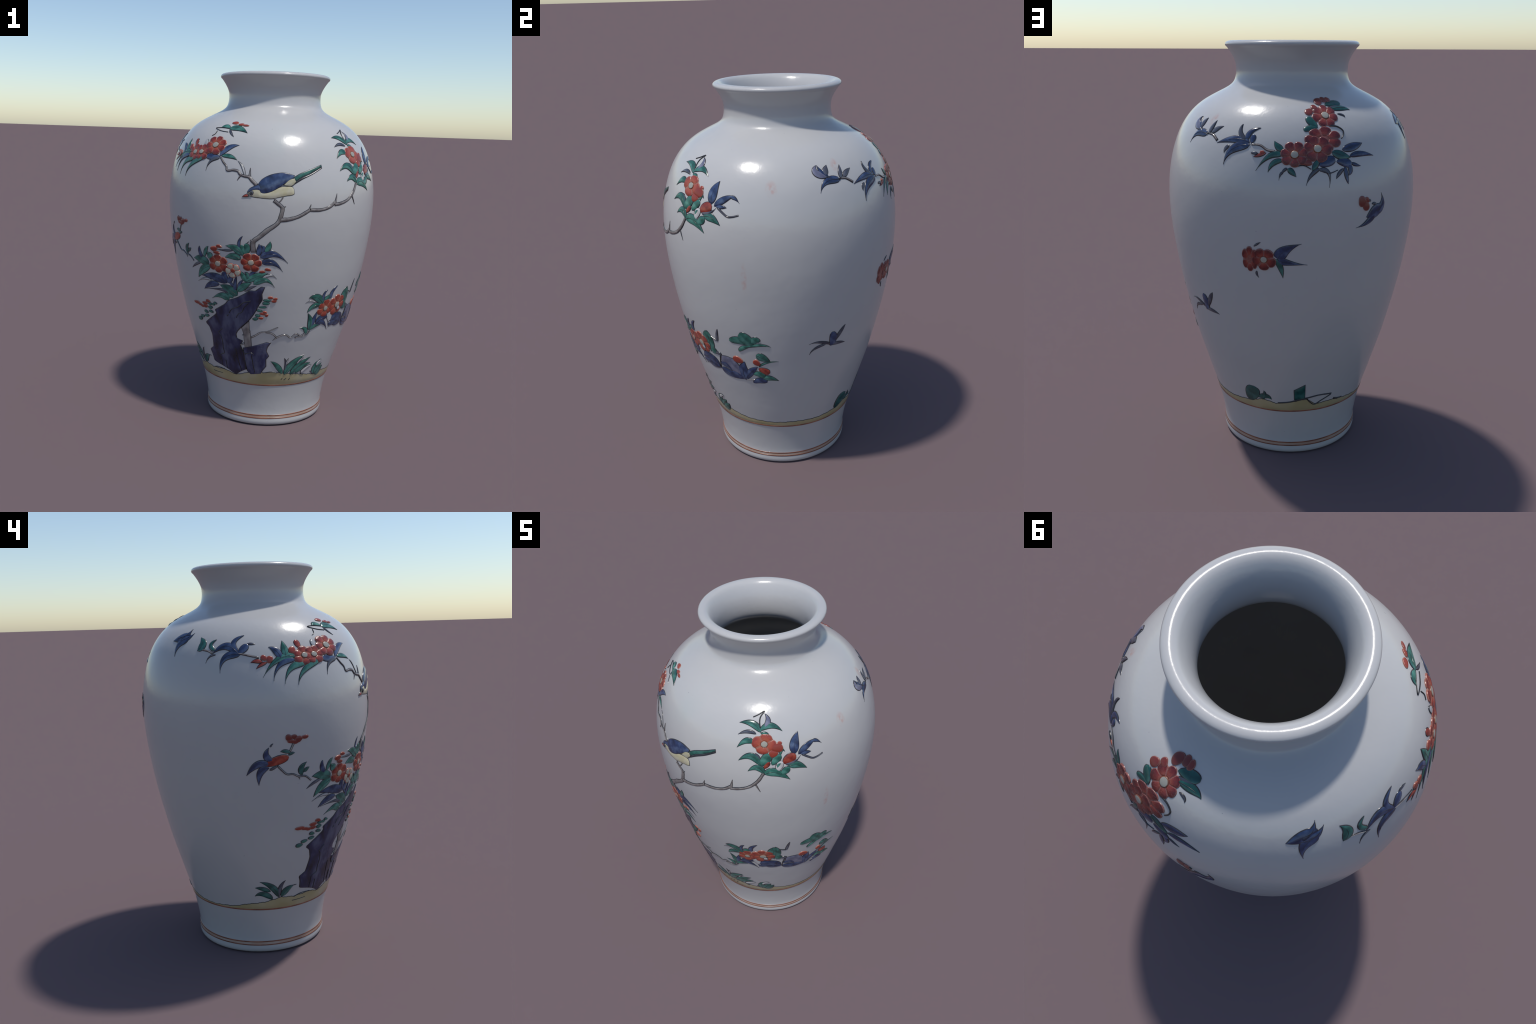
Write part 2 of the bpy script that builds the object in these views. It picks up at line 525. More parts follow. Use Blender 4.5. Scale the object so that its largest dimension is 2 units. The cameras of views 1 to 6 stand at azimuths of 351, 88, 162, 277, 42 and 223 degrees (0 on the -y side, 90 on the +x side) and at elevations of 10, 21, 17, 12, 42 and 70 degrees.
def flower(kind, petals, turn, center, rx, ry, button=True):
    """a blossom: ground disc, a ring of rounded petals and a button centre"""
    STACK["n"] += 1
    lift = .0009 * (STACK["n"] % 4)
    pal = kind == "pale"
    pm, em = {"pale": ("pale_petal", "pale_edge"), "coral": ("coral_petal", "petal_edge"), "brick": ("brick_petal", "brick_edge")}.get(kind, ("petal", "petal_edge"))
    M, a, s = local_frame(center, rx, ry)
    r0 = float(r_of_s(s))
    rng = random.Random(int(center[0] * 10) + int(center[1] * 1000))
    base = cushion("flower", center, rx, ry, em, em, lambda p: .82, .0005, lift + .0002, rings=3, seg=36, frame=M)
    for k in range(petals):
        mid = radians(turn) + 2 * pi * (k + .5) / petals + rng.uniform(-.05, .05)
        half = pi / petals * rng.uniform(.95, 1.0)
        reach = rng.uniform(.95, 1.06)
        nu, nv = 13, 8
        verts, faces, slots = [], [], []
        gap = .0010 / ((rx + ry) / 2)
        rimf = .0024 / ((rx + ry) / 2)
        us = [-1, -1] + list(np.linspace(-1 + .13, 1 - .13, nu - 4)) + [1, 1]
        inner = .30
        for iu, u in enumerate(us):
            # rounded petal end, pinched sides
            end = reach * (1 - .20 * abs(u) ** 2.8)
            vs = [inner] + list(np.linspace(inner, end - rimf * 1.3, nv)) + [end, end]
            for iv, v in enumerate(vs):
                ph = mid + half * u * (1 - gap / max(v, .2) / half * .5)
                if u in (-1, 1):
                    v2 = v - (.03 if iv >= nv else 0)
                else:
                    v2 = v
                x, y = v2 * cos(ph) * rx, v2 * sin(ph) * ry
                edge_ = iu in (0, len(us) - 1) or iv in (0, len(vs) - 1)
                f = (v - inner) / (end - inner)
                dome = (1 - abs(u) ** 3) * (1 - max(0, (f - .55) / .45) ** 3) * (.35 + .65 * min(1, f * 2))
                h = -.003 if edge_ else lift + .0018 + .0026 * dome
                verts.append(surf(a + x / r0, s + y, h))
        nvv = nv + 3
        for i in range(len(us) - 1):
            for j in range(nvv - 1):
                faces.append([i * nvv + j, i * nvv + j + 1, (i + 1) * nvv + j + 1, (i + 1) * nvv + j])
                slots.append(0 if i < 2 or i > len(us) - 4 or j > nvv - 4 else 1)
        add_mesh("petal", verts, faces, [em, pm], slots, base, M)
    if not button:
        return base
    cm = "red" if pal else "center"
    cushion("flower_center", center, rx * .31, ry * .31, cm, "ring", lambda p: 1.0,   .0022, lift + .0026, base, rings=4,
            seg=24, rim=.0030)
    return base


def dot(kind, mat, center, rx, ry, parent=None):
    nm = {"bud": "flower_bud", "berry": "small_leaf", "eye": "pupil", "eyering": "eye", "knot": "bud_scale",
          "center": "flower_center"}[kind]
    rx, ry = max(rx, .003), max(ry, .003)
    big = rx + ry > .03
    wob = random.uniform(0, 6.28)
    dark = {"red": "petal_edge", "brick": "brick_edge", "pale": "outline", "green": "outline", "teal": "outline"}.get(mat, "black")
    lift = .0062 if kind in ("eyering", "center") else .0078 if kind == "eye" else .0012 + next_lift()
    return cushion(nm, center, rx, ry, mat, dark, lambda p: 1 + .10 * sin(2 * p + wob) + .05 * sin(3 * p - wob),
                   .0024 if big else .0018, lift, parent, rings=4, seg=22, rim=min(.0022, (rx + ry) * .13))


def part(name, mat, upper, lower, parent=None):
    n = 34 if name == "rock" else 22
    A, B = pts(upper), pts(lower)
    if name == "rock":
        A, B = resample_pairs(A, n), resample_pairs(B, n)
    else:
        A, B = resample(A, n), resample(B, n)
    kw = dict(height=.0032, soft=.02)
    if name == "rock":
        kw.update(cols=22, rough_relief=.0007, height=.0012, soft=.012, lift=.0, rim=.005)
    if name in ("wing", "belly", "head"):
        kw.update(height=.0040, soft=.03)
    if name in ("crown", "beak", "rump"):
        kw.update(lift=.0028)
    if name == "wing":
        kw.update(lift=.0022)
    return ribbon(name, A, B, mat, blunt=True, parent=parent, **kw)


def resample_pairs(P, n):
    x = np.linspace(0, len(P) - 1, n * 2)
    return np.stack([np.interp(x, range(len(P)), P[:, 0]), np.interp(x, range(len(P)), P[:, 1])], 1)


# ------------------------------------------------------------------ painted bands round the foot
def band(name, mat, low, high, h, edge=None, n=360, closed_h=.0006):
    """a thin painted or raised belt; low and high are functions of azimuth in degrees"""
    verts, faces, slots = [], [], []
    for i in range(n):
        t = -180 + 360 * i / n
        l, u = low(t), high(t)
        w = u - l
        e = min(.0036, w * .3)
        for z, k in ((l, -.002), (l, closed_h), (l + e * .3, h), (l + w * .5, h), (u - e, h), (u, closed_h + .0004), (u, -.002)):
            verts.append(surf(radians(t), s_of(z), k))
    for i in range(n):
        for j in range(6):
            p, q = i * 7, ((i + 1) % n) * 7
            faces.append([p + j, q + j, q + j + 1, p + j + 1])
            slots.append(1 if edge and j >= 4 else 0)
    return add_mesh(name, verts, faces, [mat] + ([edge] if edge else []), slots)


GROUND = [(-180, .300), (-168, .306), (-150, .290), (-135, .276), (-121, .272), (-103, .281), (-93, .298), (-80, .309),
          (-68, .333), (-58, .326), (-44, .334), (-34, .316), (-26, .334), (-21.5, .346), (-18.5, .362), (-17, .364), (-14, .352), (-12, .347), (-6, .352), (3, .346), (10, .338), (20, .328),
          (32, .311), (45, .317), (60, .300), (80, .293), (97, .296), (115, .294), (133, .308), (143, .330), (152, .311),
          (162, .323), (173, .338), (180, .300)]
gx, gy = [g[0] for g in GROUND], [g[1] for g in GROUND]


def ground_top(t):
    return float(np.interp(t, gx, gy)) + .0012 * sin(t * .9) + .0008 * sin(t * 2.3)


band("ground_strip", "tan", lambda t: .2655, ground_top, .0012, "outline")
band("painted_ring", "ring", lambda t: .2575 + .0006 * sin(t * .11), lambda t: .2668, .0019)
band("painted_ring", "wash", lambda t: .0470, lambda t: .0640, .0006)
band("painted_ring", "ring", lambda t: .0605 + .0006 * sin(t * .07), lambda t: .0672 + .0006 * sin(t * .07), .0013)
band("painted_ring", "ring", lambda t: .0430 + .0005 * sin(t * .09), lambda t: .0495 + .0005 * sin(t * .09), .0013)

# ------------------------------------------------------------------ the decoration
STACK["n"] = 0
# bird
stem("gray", 0.0273, 0.0195, (-18.1, 1.060), (-18.1, 1.120), (-15.5, 1.143), (-11.5, 1.180), (-5.9, 1.229), (-4.7, 1.267), (-4.4, 1.300), (-6.9, 1.323), (-8.6, 1.337))
stem("gray", 0.0128, 0.0032, (-4.1, 1.300), (-2.7, 1.308))
stem("gray", 0.0142, 0.0026, (-18.1, 1.119), (-19.9, 1.126))
stem("gray", 0.0224, 0.0166, (-5.3, 1.236), (-0.4, 1.243), (4.2, 1.258), (7.6, 1.278), (9.8, 1.292))
stem("gray", 0.0142, 0.0032, (9.0, 1.284), (10.1, 1.319))
stem("gray", 0.0181, 0.0162, (9.8, 1.291), (15.6, 1.291), (20.7, 1.305), (24.1, 1.330))
stem("gray", 0.0152, 0.0033, (23.9, 1.320), (24.8, 1.366))
STACK["n"] = 0
# upleft
stem("gray", 0.0181, 0.0083, (-17.3, 1.409), (-19.8, 1.432), (-21.6, 1.449), (-24.1, 1.453), (-26.2, 1.460), (-27.6, 1.476), (-30.0, 1.480), (-33.9, 1.479), (-34.3, 1.495), (-36.4, 1.516), (-38.7, 1.542))
stem("gray", 0.0162, 0.0029, (-21.2, 1.448), (-21.1, 1.495))
stem("gray", 0.0113, 0.0025, (-25.9, 1.456), (-27.5, 1.429))
leaf("pale", "L", 0.014, (-23.9, 1.457), (-25.3, 1.497), (-28.3, 1.527))
leaf("blue", "L", 0.031, (-39.0, 1.551), (-35.0, 1.590), (-28.9, 1.605))
leaf("green", "L", 0.023, (-37.7, 1.547), (-33.3, 1.548), (-28.7, 1.530))
leaf("green", "L", 0.039, (-38.6, 1.686), (-33.3, 1.692), (-26.0, 1.668))
leaf("green", "L", 0.027, (-39.5, 1.690), (-43.5, 1.701), (-46.5, 1.691))
stem("black", 0.0031, 0.0026, (-39.4, 1.689), (-46.6, 1.692), (-50.3, 1.689), (-45.5, 1.677), (-39.0, 1.670))
leaf("slate", "L", 0.013, (-38.5, 1.682), (-36.6, 1.665), (-33.9, 1.646))
dot("bud", "red", (-37.3, 1.718), 0.0188, 0.0129)
dot("bud", "red", (-32.2, 1.710), 0.0150, 0.0096)
dot("bud", "red", (-28.6, 1.706), 0.0185, 0.0064)
stem("black", 0.0031, 0.0021, (-47.8, 1.675), (-48.2, 1.657), (-50.0, 1.649))
STACK["n"] = 0
# main
flower("red", 6, 0, (-38.2, 0.981), 0.061, 0.054)
flower("red", 6, 30, (-19.3, 1.005), 0.059, 0.051)
flower("pale", 5, 10, (-29.3, 0.953), 0.043, 0.041)
dot("bud", "red", (-40.3, 1.061), 0.0215, 0.0146)
dot("bud", "red", (-37.1, 1.077), 0.0180, 0.0086)
dot("bud", "red", (-38.7, 1.041), 0.0193, 0.0098)
dot("bud", "red", (-13.3, 0.957), 0.0151, 0.0076)
dot("bud", "red", (-10.4, 0.970), 0.0170, 0.0083)
leaf("green", "L", 0.041, (-23.8, 1.042), (-27.1, 1.073), (-33.2, 1.084))
leaf("green", "L", 0.037, (-25.2, 1.019), (-29.0, 1.031), (-33.8, 1.019))
leaf("green", "O", 0.037, (-22.1, 1.047), (-21.5, 1.078), (-22.5, 1.104))
leaf("green", "O", 0.031, (-22.8, 1.046), (-23.8, 1.073), (-24.1, 1.096))
stem("black", 0.0045, 0.0032, (-22.5, 1.091), (-22.0, 1.101), (-20.5, 1.117))
leaf("green", "L", 0.021, (-24.0, 1.047), (-26.2, 1.052), (-28.5, 1.058))
leaf("blue", "B", 0.018, (-25.4, 1.078), (-25.6, 1.112), (-23.7, 1.143))
leaf("slate", "L", 0.013, (-29.6, 1.061), (-33.5, 1.059), (-38.4, 1.058))
leaf("blue", "L", 0.029, (-15.9, 1.044), (-15.0, 1.079), (-15.4, 1.107))
leaf("blue", "L", 0.021, (-13.7, 1.059), (-13.0, 1.086), (-14.8, 1.099))
leaf("green", "L", 0.029, (-12.0, 1.068), (-10.2, 1.094), (-9.7, 1.123))
leaf("blue", "T", 0.041, (-13.7, 1.034), (-7.7, 1.056), (-0.0, 1.007))
leaf("blue", "T", 0.037, (-13.1, 1.005), (-7.8, 1.007), (-2.5, 0.960))
leaf("blue", "B", 0.026, (-48.8, 1.003), (-50.4, 1.032), (-50.2, 1.063))
leaf("green", "L", 0.024, (-47.2, 1.010), (-45.8, 1.045), (-43.9, 1.070))
leaf("green", "L", 0.038, (-41.9, 1.009), (-43.5, 1.021), (-44.8, 1.038))
leaf("green", "L", 0.049, (-44.7, 0.974), (-49.6, 0.989), (-55.7, 0.988))
leaf("green", "L", 0.044, (-44.0, 0.957), (-49.1, 0.932), (-53.8, 0.880))
leaf("slate", "L", 0.015, (-50.6, 0.968), (-54.4, 0.955), (-58.3, 0.929))
leaf("blue", "L", 0.046, (-34.2, 0.879), (-40.8, 0.902), (-50.6, 0.897))
leaf("blue", "L", 0.037, (-32.9, 0.885), (-34.8, 0.917), (-32.9, 0.942))
leaf("blue", "L", 0.030, (-33.0, 0.882), (-31.1, 0.907), (-32.6, 0.923))
leaf("blue", "L", 0.035, (-39.0, 0.861), (-44.3, 0.855), (-50.1, 0.819))
leaf("pale", "T", 0.015, (-44.2, 0.879), (-48.8, 0.882), (-54.4, 0.858))
leaf("slate", "T", 0.018, (-33.5, 0.822), (-38.3, 0.834), (-48.5, 0.822))
leaf("green", "L", 0.054, (-27.9, 0.814), (-32.3, 0.840), (-38.1, 0.860))
leaf("green", "T", 0.041, (-33.5, 0.782), (-37.8, 0.800), (-45.1, 0.772))
leaf("green", "L", 0.025, (-30.1, 0.801), (-32.8, 0.808), (-35.1, 0.824))
leaf("blue", "B", 0.022, (-28.7, 0.844), (-28.4, 0.882), (-27.5, 0.920))
leaf("blue", "L", 0.017, (-26.7, 0.860), (-25.5, 0.885), (-23.5, 0.905))
leaf("blue", "L", 0.016, (-29.7, 0.863), (-31.1, 0.879), (-32.3, 0.890))
leaf("green", "L", 0.038, (-27.0, 0.838), (-23.4, 0.869), (-19.0, 0.890))
leaf("green", "L", 0.039, (-21.7, 0.897), (-16.4, 0.929), (-10.2, 0.949))
leaf("pale", "T", 0.017, (-12.6, 0.924), (-8.8, 0.938), (-5.5, 0.920))
leaf("green", "T", 0.036, (-17.3, 0.886), (-11.7, 0.911), (-6.4, 0.872))
leaf("green", "L", 0.031, (-22.1, 0.897), (-23.6, 0.926), (-25.6, 0.953))
leaf("green", "L", 0.022, (-21.2, 0.912), (-21.3, 0.935), (-22.9, 0.949))
leaf("slate", "L", 0.016, (-22.8, 0.841), (-19.9, 0.861), (-16.2, 0.875))
leaf("blue", "L", 0.017, (-20.3, 0.926), (-18.5, 0.947), (-15.6, 0.960))
dot("bud", "red", (-60.0, 0.723), 0.0253, 0.0096)
dot("bud", "red", (-56.5, 0.716), 0.0202, 0.0085)
dot("bud", "red", (-54.2, 0.711), 0.0164, 0.0084)
dot("bud", "red", (-51.6, 0.733), 0.0208, 0.0107)
dot("bud", "red", (-48.7, 0.750), 0.0163, 0.0097)
dot("bud", "red", (-51.5, 0.715), 0.0198, 0.0091)
dot("berry", "green", (-47.2, 0.735), 0.0138, 0.0088)
dot("berry", "green", (-44.8, 0.736), 0.0122, 0.0080)
dot("berry", "green", (-43.0, 0.746), 0.0136, 0.0071)
dot("berry", "green", (-47.4, 0.714), 0.0170, 0.0097)
dot("berry", "green", (-51.7, 0.682), 0.0166, 0.0093)
dot("berry", "green", (-47.3, 0.690), 0.0160, 0.0091)
dot("berry", "green", (-56.3, 0.646), 0.0191, 0.0096)
dot("berry", "green", (-51.7, 0.658), 0.0179, 0.0093)
dot("berry", "green", (-59.3, 0.627), 0.0211, 0.0109)
dot("bud", "red", (-8.3, 0.812), 0.0133, 0.0089)
dot("bud", "red", (-6.2, 0.792), 0.0133, 0.0083)
dot("bud", "red", (-5.5, 0.805), 0.0113, 0.0090)
dot("berry", "green", (-10.2, 0.796), 0.0193, 0.0089)
dot("berry", "green", (-10.8, 0.778), 0.0220, 0.0090)
dot("berry", "green", (-12.6, 0.755), 0.0201, 0.0075)
dot("berry", "green", (-14.5, 0.734), 0.0169, 0.0076)
dot("berry", "green", (-15.6, 0.704), 0.0156, 0.0076)
dot("bud", "red", (-12.7, 0.716), 0.0148, 0.0083)
dot("bud", "red", (-11.3, 0.726), 0.0121, 0.0068)
dot("bud", "red", (-10.2, 0.708), 0.0094, 0.0099)
STACK["n"] = 0
# rock
rock = part("rock", "rock", [(-11.5, 0.872), (-13.7, 0.874), (-17.1, 0.848), (-20.3, 0.848), (-23.6, 0.825), (-28.0, 0.800), (-33.9, 0.777), (-36.3, 0.752), (-44.3, 0.706), (-43.2, 0.686), (-54.8, 0.611), (-51.7, 0.590), (-50.2, 0.542), (-51.7, 0.466), (-56.2, 0.441), (-54.9, 0.412), (-54.4, 0.369), (-45.8, 0.353), (-40.7, 0.340), (-34.4, 0.313)], [(-11.5, 0.870), (-12.2, 0.850), (-13.0, 0.830), (-12.6, 0.798), (-14.6, 0.767), (-17.1, 0.718), (-18.9, 0.692), (-20.7, 0.670), (-26.2, 0.622), (-28.7, 0.597), (-29.9, 0.577), (-29.6, 0.554), (-25.4, 0.542), (-27.6, 0.513), (-26.0, 0.479), (-25.3, 0.447), (-24.9, 0.408), (-24.6, 0.359), (-28.6, 0.343), (-34.0, 0.314)])
rock = part("rock", "rock", [(-9.4, 0.545), (-14.8, 0.527), (-20.0, 0.512), (-26.0, 0.498), (-26.1, 0.458), (-25.5, 0.419), (-25.1, 0.383), (-24.1, 0.349), (-21.5, 0.328)], [(-6.4, 0.542), (-7.6, 0.525), (-8.6, 0.511), (-9.2, 0.486), (-7.3, 0.455), (-9.3, 0.433), (-9.0, 0.388), (-11.6, 0.360), (-13.1, 0.337)])
stem("crack", 0.0060, 0.0043, (-19.8, 0.787), (-23.8, 0.775), (-27.8, 0.745), (-31.5, 0.729), (-33.6, 0.702), parent=rock)
stem("crack", 0.0054, 0.0040, (-20.8, 0.776), (-23.9, 0.742), (-24.8, 0.722), (-27.6, 0.704), (-29.0, 0.680), parent=rock)
stem("crack", 0.0055, 0.0041, (-35.2, 0.683), (-34.0, 0.693), parent=rock)
stem("crack", 0.0049, 0.0042, (-43.9, 0.574), (-42.3, 0.554), (-41.5, 0.524), (-41.8, 0.475), (-41.7, 0.444), (-45.3, 0.427), (-45.4, 0.389), (-45.7, 0.356), parent=rock)
stem("crack", 0.0060, 0.0046, (-31.6, 0.488), (-30.8, 0.437), (-29.4, 0.378), (-28.3, 0.347), parent=rock)
stem("crack", 0.0059, 0.0045, (-27.4, 0.503), (-26.1, 0.474), (-24.8, 0.464), (-20.1, 0.470), (-18.4, 0.462), parent=rock)
stem("crack", 0.0056, 0.0046, (-24.8, 0.456), (-24.1, 0.465), parent=rock)
stem("crack", 0.0056, 0.0046, (-20.0, 0.456), (-19.2, 0.405), (-17.9, 0.344), parent=rock)
stem("crack", 0.0050, 0.0043, (-41.3, 0.400), (-41.2, 0.344), parent=rock)
stem("crack", 0.0050, 0.0042, (-25.1, 0.415), (-24.8, 0.359), parent=rock)
stem("crack", 0.0045, 0.0042, (-39.9, 0.600), (-43.4, 0.575), parent=rock)
part("trunk", "gray", [(-26.2, 0.622), (-25.2, 0.594), (-24.9, 0.547), (-24.6, 0.500)], [(-20.8, 0.669), (-20.7, 0.621), (-20.0, 0.576), (-19.7, 0.511)])
stem("gray", 0.0090, 0.0028, (-24.7, 0.579), (-26.0, 0.577))
stem("gray", 0.0089, 0.0027, (-20.9, 0.604), (-20.1, 0.608))
stem("gray", 0.0110, 0.0041, (-20.0, 0.567), (-16.4, 0.586), (-13.6, 0.603), (-10.4, 0.608), (-2.7, 0.638))
stem("gray", 0.0103, 0.0089, (-10.4, 0.605), (-6.8, 0.600), (-4.1, 0.583), (-3.4, 0.573))
stem("gray", 0.0089, 0.0021, (-3.4, 0.572), (-5.7, 0.556))
dot("berry", "green", (-17.0, 0.683), 0.0151, 0.0101)
dot("bud", "red", (-13.5, 0.690), 0.0122, 0.0085)
dot("berry", "green", (-15.6, 0.704), 0.0150, 0.0084)
stem("gray", 0.0091, 0.0091, (-28.0, 0.512), (-24.7, 0.528))
STACK["n"] = 0
# grass
stem("gray", 0.0096, 0.0069, (-3.8, 0.572), (0.6, 0.589), (3.5, 0.588), (5.8, 0.572), (9.7, 0.594), (14.1, 0.574), (17.2, 0.582), (19.4, 0.606))
leaf("green", "L", 0.025, (16.1, 0.590), (15.7, 0.618), (11.6, 0.630), name="grass_blade")
leaf("green", "L", 0.030, (3.2, 0.342), (-0.6, 0.389), (-6.1, 0.423), name="grass_blade")
leaf("slate", "B", 0.015, (5.5, 0.350), (5.7, 0.401), (4.0, 0.442), name="grass_blade")
leaf("pale", "B", 0.012, (5.6, 0.381), (6.2, 0.413), (7.4, 0.441), name="grass_blade")
leaf("green", "L", 0.042, (6.0, 0.340), (10.9, 0.402), (19.3, 0.453), name="grass_blade")
leaf("pale", "B", 0.013, (15.0, 0.403), (17.0, 0.425), (19.6, 0.439), name="grass_blade")
leaf("green", "L", 0.039, (11.2, 0.335), (17.0, 0.389), (25.9, 0.432), name="grass_blade")
leaf("green", "L", 0.035, (15.5, 0.340), (20.1, 0.377), (27.1, 0.393), name="grass_blade")
leaf("pale", "B", 0.024, (20.3, 0.337), (24.1, 0.362), (29.1, 0.378), name="grass_blade")
leaf("green", "L", 0.042, (33.9, 0.309), (33.7, 0.355), (35.1, 0.390), name="grass_blade")
leaf("pale", "B", 0.022, (34.6, 0.364), (36.9, 0.385), (40.3, 0.390), name="grass_blade")
leaf("green", "L", 0.039, (35.1, 0.307), (38.2, 0.339), (41.6, 0.368), name="grass_blade")
leaf("green", "L", 0.050, (36.5, 0.305), (40.3, 0.322), (44.0, 0.348), name="grass_blade")
leaf("slate", "B", 0.009, (33.5, 0.309), (31.3, 0.323), (29.1, 0.334), name="grass_blade")
leaf("slate", "B", 0.013, (33.8, 0.319), (33.0, 0.340), (30.3, 0.355), name="grass_blade")
stem("black", 0.0029, 0.0025, (-11.8, 0.344), (-5.5, 0.353), (-0.1, 0.351))
stem("black", 0.0043, 0.0033, (19.5, 0.351), (19.8, 0.332), (22.8, 0.320))
stem("scratch", 0.0051, 0.0029, (5.9, 0.297), (7.8, 0.310))
stem("scratch", 0.0051, 0.0029, (10.0, 0.296), (11.0, 0.310))
stem("scratch", 0.0043, 0.0029, (3.5, 0.300), (4.6, 0.312))
STACK["n"] = 0
# lowright
leaf("green", "L", 0.043, (24.8, 0.763), (20.1, 0.805), (14.6, 0.805))
leaf("pale", "T", 0.013, (19.2, 0.778), (16.2, 0.788), (12.8, 0.775))
leaf("green", "L", 0.033, (23.2, 0.758), (18.5, 0.754), (14.9, 0.718))
leaf("green", "L", 0.034, (18.2, 0.619), (18.3, 0.664), (15.6, 0.715))
leaf("blue", "L", 0.030, (18.9, 0.628), (20.6, 0.671), (21.8, 0.719))
leaf("green", "L", 0.026, (18.7, 0.614), (22.1, 0.633), (26.6, 0.634))
leaf("blue", "T", 0.034, (23.6, 0.640), (28.1, 0.649), (33.9, 0.596))
leaf("blue", "L", 0.044, (23.2, 0.648), (26.9, 0.675), (32.5, 0.676))
leaf("blue", "B", 0.019, (24.7, 0.774), (24.6, 0.817), (26.8, 0.843))
leaf("blue", "B", 0.026, (30.5, 0.792), (30.8, 0.826), (34.5, 0.860))
leaf("green", "O", 0.030, (25.7, 0.787), (27.6, 0.797), (30.0, 0.797))
leaf("blue", "L", 0.041, (34.7, 0.622), (39.8, 0.638), (49.2, 0.619))
leaf("blue", "L", 0.050, (34.0, 0.645), (39.3, 0.667), (45.6, 0.671))
leaf("green", "L", 0.065, (44.0, 0.762), (43.6, 0.799), (43.7, 0.838))
stem("gray", 0.0103, 0.0067, (9.2, 0.571), (13.3, 0.580), (16.0, 0.595), (18.3, 0.616))
STACK["n"] = 0
# lowflower
flower("coral", 6, 0, (27.7, 0.735), 0.054, 0.052)
flower("coral", 7, 20, (37.4, 0.745), 0.067, 0.062)
dot("center", "pale", (38.9, 0.725), 0.0125, 0.0146)
STACK["n"] = 0
# lowright2
leaf("green", "L", 0.057, (44.1, 0.716), (45.2, 0.783), (44.7, 0.842))
stem("black", 0.0054, 0.0047, (46.7, 0.813), (50.9, 0.800))
leaf("slate", "B", 0.017, (51.2, 0.799), (52.0, 0.838), (53.1, 0.875))
leaf("green", "O", 0.045, (44.6, 0.722), (46.3, 0.724), (48.1, 0.706))
dot("knot", "slate", (49.9, 0.717), 0.0182, 0.0121)
part("leaf", "lavender", [(51.5, 0.711), (55.8, 0.716), (59.2, 0.711), (62.1, 0.685), (63.2, 0.657), (63.5, 0.604)], [(50.4, 0.660), (53.9, 0.663), (55.9, 0.647), (57.6, 0.625), (60.6, 0.615), (63.5, 0.602)])
leaf("blue", "L", 0.058, (36.5, 0.648), (43.8, 0.659), (48.5, 0.621))
leaf("blue", "L", 0.046, (38.2, 0.633), (43.7, 0.628), (49.4, 0.622))
stem("black", 0.0054, 0.0041, (50.8, 0.705), (49.5, 0.657), (49.3, 0.621))
leaf("blue", "L", 0.041, (50.3, 0.651), (54.7, 0.656), (57.7, 0.619))
leaf("blue", "L", 0.047, (50.2, 0.624), (55.7, 0.604), (65.9, 0.589))
leaf("blue", "L", 0.029, (57.5, 0.620), (61.4, 0.613), (65.9, 0.592))
leaf("blue", "L", 0.056, (65.8, 0.591), (64.9, 0.648), (66.7, 0.706))
leaf("blue", "L", 0.038, (66.1, 0.596), (69.9, 0.648), (74.0, 0.682))
dot("bud", "red", (62.6, 0.711), 0.0291, 0.0206)
dot("bud", "red", (73.6, 0.710), 0.0180, 0.0197)
leaf("red", "O", 0.042, (74.9, 0.673), (77.8, 0.660), (80.8, 0.651))
leaf("green", "L", 0.047, (74.2, 0.758), (77.2, 0.744), (81.4, 0.723))
leaf("green", "L", 0.014, (75.2, 0.686), (79.5, 0.716), (85.8, 0.723))
leaf("green", "O", 0.040, (71.4, 0.630), (74.7, 0.637), (77.6, 0.617))
leaf("green", "L", 0.035, (77.0, 0.607), (80.3, 0.615), (85.6, 0.598))
leaf("blue", "O", 0.039, (70.6, 0.573), (74.6, 0.594), (78.7, 0.583))
stem("gray", 0.0055, 0.0041, (66.0, 0.590), (71.4, 0.595))
leaf("green", "O", 0.045, (70.6, 0.819), (65.9, 0.836), (59.5, 0.822))
leaf("green", "O", 0.068, (72.7, 0.820), (69.0, 0.849), (65.2, 0.865))
leaf("green", "O", 0.040, (70.8, 0.820), (73.9, 0.848), (76.0, 0.838))
stem("black", 0.0038, 0.0032, (74.3, 0.861), (76.6, 0.849))
leaf("green", "L", 0.025, (64.7, 0.771), (67.9, 0.799), (73.5, 0.815))
leaf("green", "L", 0.020, (69.4, 0.801), (76.1, 0.822), (81.9, 0.814))
leaf("pale", "L", 0.042, (31.2, 0.698), (33.8, 0.671), (36.1, 0.607))
STACK["n"] = 0
# rightcluster
stem("gray", 0.0167, 0.0167, (23.6, 1.316), (28.2, 1.323), (32.7, 1.340), (36.9, 1.376), (40.0, 1.427))
stem("gray", 0.0123, 0.0031, (24.3, 1.319), (25.0, 1.373))
stem("gray", 0.0091, 0.0024, (36.1, 1.356), (38.1, 1.312))
leaf("green", "L", 0.033, (38.6, 1.626), (34.6, 1.656), (27.5, 1.657))
stem("black", 0.0064, 0.0047, (38.6, 1.632), (38.9, 1.681), (41.2, 1.700), (37.9, 1.689), (34.8, 1.680))
leaf("lavender", "L", 0.026, (40.6, 1.643), (43.0, 1.666), (41.2, 1.692))
leaf("green", "L", 0.030, (39.2, 1.632), (44.2, 1.649), (50.1, 1.623))
leaf("slate", "L", 0.018, (36.2, 1.617), (32.1, 1.625), (27.3, 1.610))
leaf("green", "L", 0.018, (39.2, 1.618), (41.8, 1.616), (43.3, 1.599))
leaf("green", "L", 0.030, (35.0, 1.576), (31.7, 1.586), (27.1, 1.551))
flower("coral", 4, 30, (40.6, 1.573), 0.059, 0.053)
dot("bud", "red", (46.8, 1.553), 0.0273, 0.0254)
dot("bud", "red", (44.8, 1.526), 0.0249, 0.0174)
